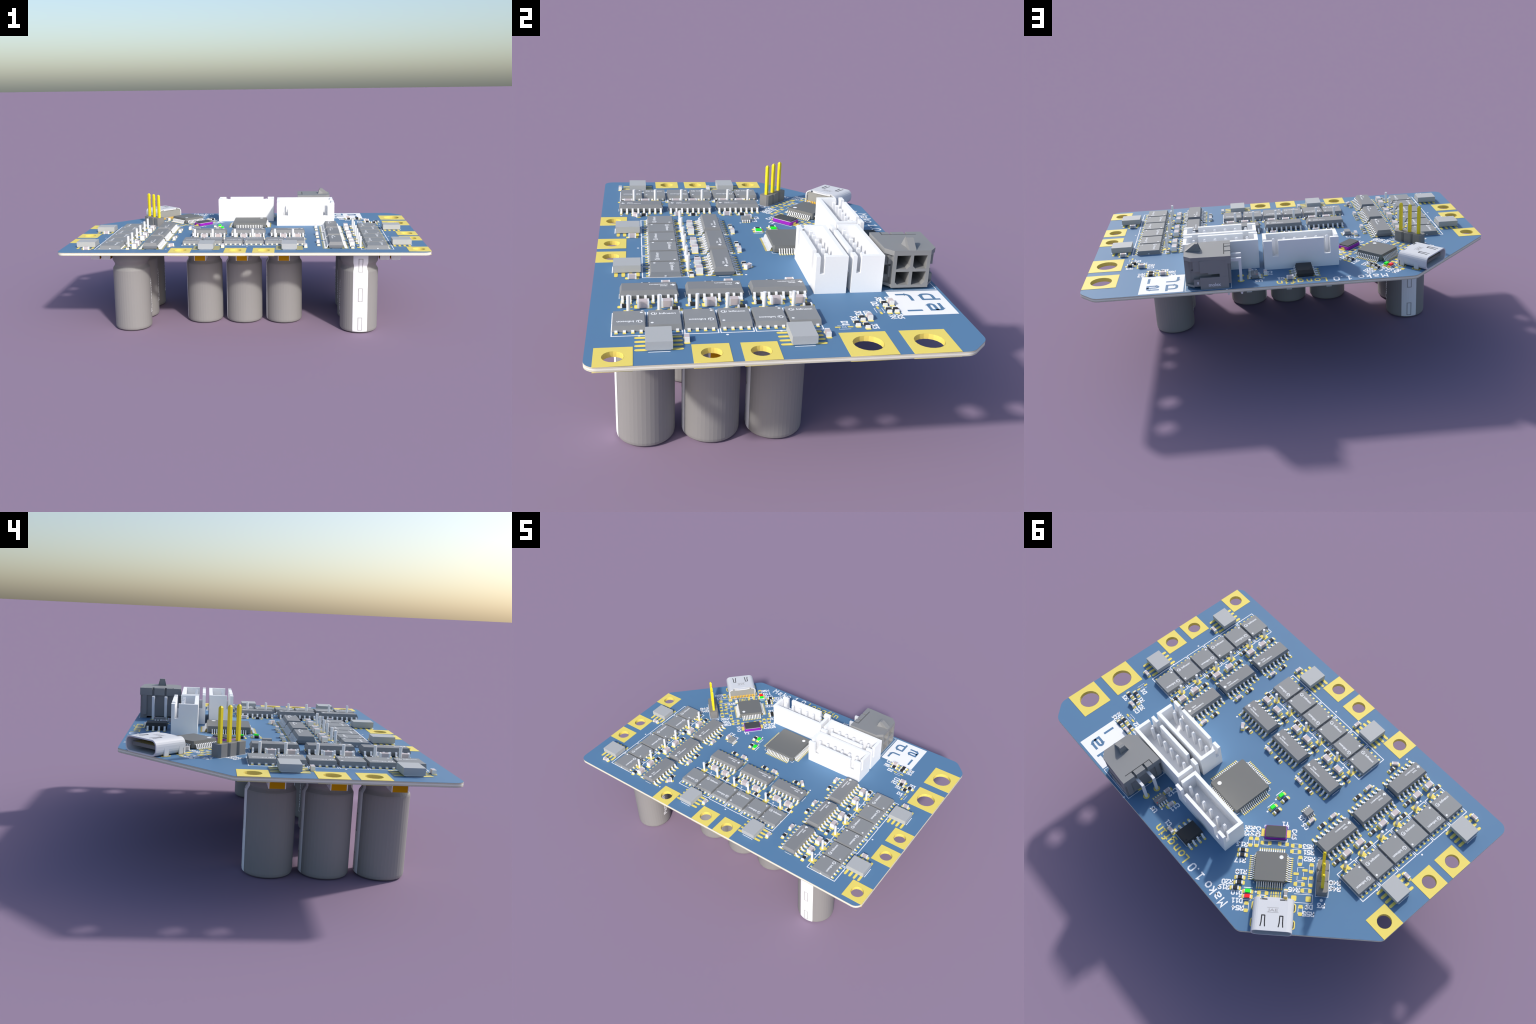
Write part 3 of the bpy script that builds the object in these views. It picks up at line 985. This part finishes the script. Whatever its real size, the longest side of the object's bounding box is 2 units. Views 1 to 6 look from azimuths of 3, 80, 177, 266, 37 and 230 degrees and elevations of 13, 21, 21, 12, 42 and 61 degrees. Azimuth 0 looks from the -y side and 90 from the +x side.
wafer(-1.74, 18.98, True)

# -------------------------------------------------------------- pin header

x, y = pq(11.62, -1.83)
hd = Shape()
for i in range(3):
    cx, c, w = (i - 1) * 2.54, 0.38, 1.235
    hd.prism([(cx - w + c, -1.27), (cx + w - c, -1.27), (cx + w, -1.27 + c), (cx + w, 1.27 - c),
              (cx + w - c, 1.27), (cx - w + c, 1.27), (cx - w, 1.27 - c), (cx - w, -1.27 + c)], 0.0, 2.54, "header")
hd = add("pin_header", hd, root, x, y, TOP + 0.01, PQ_ANG + pi / 2)
for i in range(3):
    sh = Shape()
    sh.box(-0.33, 0.33, -0.33, 0.33, 2.5, 9.3, "yellow")
    sh.box(-0.33, 0.33, -0.33, 0.33, 9.3, 9.65, "yellow", 0.19)
    sh.box(-0.33, 0.33, -0.33, 0.33, -3.1, 0.0, "yellow")
    add("header_pin", sh, hd, (i - 1) * 2.54, 0, 0)

# ------------------------------------------------------ right-angle power plug

g = "grey_plastic"
Y0, Y1, YC = 20.05, 30.12, 25.08
XR, XF = 14.55, 24.8            # rear and front faces
pw = Shape()
lid = [(XR, Y0), (XF - 1.6, Y0 + 0.25), (XF, YC - 3.45), (XF, YC + 3.45), (XF - 1.5, Y1 - 0.3), (XR, Y1)]
pw.prism([(15.9, Y0), (XF - 1.6, Y0 + 0.25), (XF - 0.05, YC - 3.45), (XF - 0.05, YC + 3.45), (XF - 1.5, Y1 - 0.3), (15.9, Y1)], 6.6, 7.52, g)
# rear strip of the lid, cut by the two pin slots
cuts = [Y0, 23.62, 24.12, 26.62, 27.12, Y1]
for a, b in zip(cuts[0::2], cuts[1::2]):
    pw.box(XR, 15.9, a, b, 5.75, 7.52, g)
# front face as a frame around four cavities
fy = [YC - 3.45, YC - 2.82, YC - 0.28, YC + 0.28, YC + 2.82, YC + 3.45]
fz = [0.45, 0.97, 3.52, 4.03, 6.62, 7.5]
for i in range(5):
    for j in range(5):
        if i in (1, 3) and j in (1, 3):
            cy0, cy1, cz0, cz1 = fy[i], fy[i + 1], fz[j], fz[j + 1]
            c = 0.55
            # two cavities have chamfered lower corners on alternate sides
            if (i + j) % 4 == 0 or (i + j) == 4:
                pass
            low = [(cy0, cz0), (cy0 + c, cz0), (cy0, cz0 + c)] if (i == 1) == (j == 1) else [(cy1, cz0), (cy1, cz0 + c), (cy1 - c, cz0)]
            pw.prism(low, XF - 6.0, XF - 0.02, g, axis="x")
            continue
        pw.box(XF - 6.5, XF, fy[i], fy[i + 1], fz[j], fz[j + 1] - (0.02 if j == 4 else 0), g)
pw.box(XR + 0.5, XF - 6.45, YC - 3.45, YC + 3.45, 0.5, 7.0, g)
# side walls: full height at the rear, stepped towards the mating face
for s in (-1, 1):
    def side(x0, x1, d0, d1, z0, z1):
        ya, yb = sorted((YC + s * d0, YC + s * d1))
        pw.box(x0, x1, ya, yb, z0, z1, g)
    side(15.3, 21.55, 3.4, 4.98, 0.02, 2.75)
    side(21.5, 22.95, 3.4, 4.85, 0.75, 2.35)
    side(15.3, 17.2, 3.4, 4.95, 2.7, 6.7)
    side(17.15, 19.7, 3.4, 4.94, 3.5, 6.7)
    side(19.65, 21.4, 3.4, 4.93, 3.85, 6.7)
    side(21.35, 22.9, 3.4, 4.72, 4.2, 6.7)
    side(22.8, 23.6, 3.4, 4.0, 4.6, 6.7)
    side(19.0, 23.4, 3.4, 3.75, 2.0, 4.2)
    side(14.7, 15.35, 3.4, 4.5, 0.9, 5.8)
    ya, yb = YC + s * 3.4, YC + s * 4.85
    pw.prism([(22.9, ya), (XF - 0.1, ya), (22.9, yb)][::s], 0.56, 1.05, g)
plug = add("power_plug", pw, root, 0, 0, TOP + 0.01)
# latch ramp
sh = Shape()
ramp = [(XF - 0.15, 7.5), (22.4, 9.2), (21.75, 9.2), (21.55, 7.5)]
sh.prism([(a, b) for a, b in ramp], YC - 0.68, YC + 0.68, g, axis="y")
v = [(21.6, YC - 0.68, 7.52), (21.6, YC - 0.68, 8.9), (21.2, YC - 1.05, 7.52), (22.9, YC - 0.68, 7.52)]
sh.solid(v, [(0, 1, 2), (0, 3, 1), (1, 3, 2), (0, 2, 3)], g)
v = [(21.6, YC + 0.68, 7.52), (21.6, YC + 0.68, 8.9), (21.2, YC + 1.05, 7.52), (22.9, YC + 0.68, 7.52)]
sh.solid(v, [(0, 2, 1), (0, 1, 3), (1, 2, 3), (0, 3, 2)], g)
add("latch_ramp", sh, plug)
sh = Shape()
for a, b in (((15.98, 22.05), (15.98, 28.7)), ((14.6, 22.05), (15.98, 22.05))):
    sh.capsule(a, b, 0.085, 7.53 + 0.003 * (a[1] == b[1]), "groove_shade", False)
add("groove_shade_strip", sh, plug)  # flat dark strips on the lid paint the groove's shade, nothing is recessed
sh = Shape()
for yy in (23.68, 26.7):
    for zz, xx in ((5.32, 12.58), (2.32, 15.58)):
        sh.box(xx + 0.32, 17.0, yy - 0.31, yy + 0.31, zz - 0.32, zz + 0.318, "tin")
        sh.box(xx - 0.32, xx + 0.32, yy - 0.311, yy + 0.311, -2.7, zz + 0.32, "tin")
        sh.box(xx - 0.2, xx + 0.2, yy - 0.2, yy + 0.2, -3.1, -2.7, "tin")
    pads.disc(12.62, yy, 0.78, Z_PAD, "gold", 20)
    pads.disc(15.58, yy, 0.78, Z_PAD, "gold", 20)
    for zz in (2.55, 5.65):
        sh.box(18.3, 21.5, yy - 0.3 - 0.08, yy + 0.3 - 0.08, zz - 0.3, zz + 0.3, "tin")
add("plug_pin", sh, plug)
sh = Shape()
sh.prism(circle(19.9, YC, 1.45, 20), -2.3, 0.5, g)
sh.prism(circle(19.9, YC, 1.45, 20), -2.9, -2.3, g, circle(19.9, YC, 1.45, 20))
add("locating_peg", sh, plug)
def rear_face_text(word, size, x, z, width, mat):
    o = add("maker_word", lettering(word, size, mat, width=width, bold=0.03), plug, x, YC + 5.0, z)
    o.rotation_euler = (pi / 2, 0, pi)
    return o
rear_face_text("molex", 1.15, 19.75, 0.62, 2.7, "label_print")
o = rear_face_text("1", 0.75, 22.2, 1.3, 0.28, "label_print")
o.location.y = (YC + 4.87) * MM
ink.outline([(25.05, 19.82), (25.05, 30.26), (14.82, 30.26), (14.82, 19.82)], 0.13, Z_PRINT, "print")

# ------------------------------------------------------------------ USB socket

USB_P, QF, QB = 1.37, -15.08, -7.75      # middle, mouth, back
us = Shape()
def shell_ring(grow, n=5):
    w, h0, h1, r = 4.4 + grow, 0.02 - grow, 3.18 + grow, 1.25 + grow
    pts = []
    for cx, cz, a0 in ((w - r, h1 - r, 0), (-w + r, h1 - r, pi / 2), (-w + r, h0 + r, pi), (w - r, h0 + r, 1.5 * pi)):
        for i in range(n + 1):
            t = a0 + pi / 2 * i / n
            pts.append((cx + r * math.cos(t), cz + r * math.sin(t)))
    # extra points so that the notch in the upper wall has square sides
    cut = pts.index((pts[n][0], pts[n][1]))
    extra = [(2.91, h1), (2.89, h1), (-2.89, h1), (-2.91, h1)]
    return pts[:cut + 1] + extra + pts[cut + 1:]
outer, inner = shell_ring(0.0), shell_ring(-0.28)
# socket axes: x = p, y = q (mouth at -y)
k = len(outer)
LEN = QB - QF
def rear_end(x, z):
    """The top of the shell is notched at the back, the bottom stops short of the contacts."""
    if z > 2.6 and abs(x) < 2.9:
        return LEN - 0.62
    return LEN if z > 1.2 else LEN - 1.3
v = [(a, 0, b) for a, b in outer] + [(a, rear_end(a, b), b) for a, b in outer]
v += [(a, 0, b) for a, b in inner] + [(a, rear_end(*outer[i]), b) for i, (a, b) in enumerate(inner)]
f = []
for i in range(k):
    j = (i + 1) % k
    f += [(i, j, k + j, k + i), (2 * k + i, 3 * k + i, 3 * k + j, 2 * k + j), (i, 2 * k + i, 2 * k + j, j),
          (k + i, k + j, 3 * k + j, 3 * k + i)]
us.solid(v, f, "steel")
ox, oy = pq(USB_P, QF)
usb = add("usb_socket", us, root, ox, oy, TOP + 0.03, PQ_ANG)
usb.scale = (1, -1, 1) if False else (1, 1, 1)
sh = Shape()
sh.box(-4.05, 4.05, LEN - 1.2, LEN - 0.16, 0.1, 2.76, "beige")
sh.box(-3.35, 3.35, 0.75, 6.3, 1.25, 1.95, "epoxy_warm")
add("insulator", sh, usb)
sh = Shape()
for i in range(16):
    px = (i - 7.5) * 0.5
    sh.box(px - 0.14, px + 0.14, LEN - 0.2, LEN - 0.06, 0.02, 0.55, "contact")
    sh.box(px - 0.139, px + 0.139, LEN - 0.1, LEN + 0.5, 0.02, 0.14, "contact")
    if i % 1 == 0 and abs(px) < 3.0:
        sh.box(px - 0.1, px + 0.1, 0.95, 3.6, 1.945, 1.965, "gold")
add("socket_contact", sh, usb)
sh = Shape()
for s in (-1, 1):
    for yy in (LEN - 1.0, 2.55):
        sh.box(*sorted((s * 4.13, s * 4.42)), yy - 0.55, yy + 0.55, -1.2, 1.6, "steel")
# curved rear lip with two hooks
lip = [(-1.35, LEN - 0.7), (1.35, LEN - 0.7), (1.35, LEN - 0.3), (2.5, LEN - 0.18), (1.3, LEN + 0.08), (-1.3, LEN + 0.08), (-2.5, LEN - 0.18), (-1.35, LEN - 0.3)]
sh.prism(lip, 2.78, 3.13, "steel", [(a * 0.98, b - 0.02) for a, b in lip])
for s in (-1, 1):
    sh.prism([(s * 4.0, LEN - 0.2), (s * 4.38, LEN - 0.2), (s * 4.2, LEN + 0.22), (s * 3.95, LEN + 0.22)][::s], 0.05, 2.1, "steel")
add("shell_tab", sh, usb)
sh = Shape()
zt = 3.19
def slot_stroke(pts, w=0.12):
    for i, (a, b) in enumerate(zip(pts, pts[1:])):
        sh.capsule(a, b, w, zt + 0.002 * (i % 4), "dark_fill")
for cx in (-1.92, 1.92):
    slot_stroke([(cx - 0.5, 0.95), (cx - 0.36, 1.8), (cx - 0.33, 3.3), (cx + 0.33, 3.3), (cx + 0.36, 1.8), (cx + 0.45, 0.95)])
add("slot_shade_stroke", sh, usb)  # flat dark strokes laid on the shell in place of cut slots
sh = Shape()
for yy in (4.02, 5.06):
    sh.capsule((-1.22, yy), (1.22, yy), 0.045, zt, "grey_print", False)
add("shell_marking", sh, usb)
add("maker_word", lettering("JAE", 0.85, "grey_print", width=2.15, bold=0.012), usb, -1.08, 4.24, zt + 0.004)
for s in (-1, 1):
    for qq in (QF + LEN - 1.0, QF + 2.55):
        px, py = pq(USB_P + s * 4.3, qq)
        pad_at(px, py, 1.15, 2.15, 0.57, PQ_ANG)
        pads.rounded_pad(px, py, 0.62, 1.6, 0.31, Z_PAD + 0.006, "dark_fill", PQ_ANG)  # dark oval painted on the pad for its slot hole

add("solder_pads", pads, board, kind="stuff")
add("printed_legend", ink, board, kind="stuff")
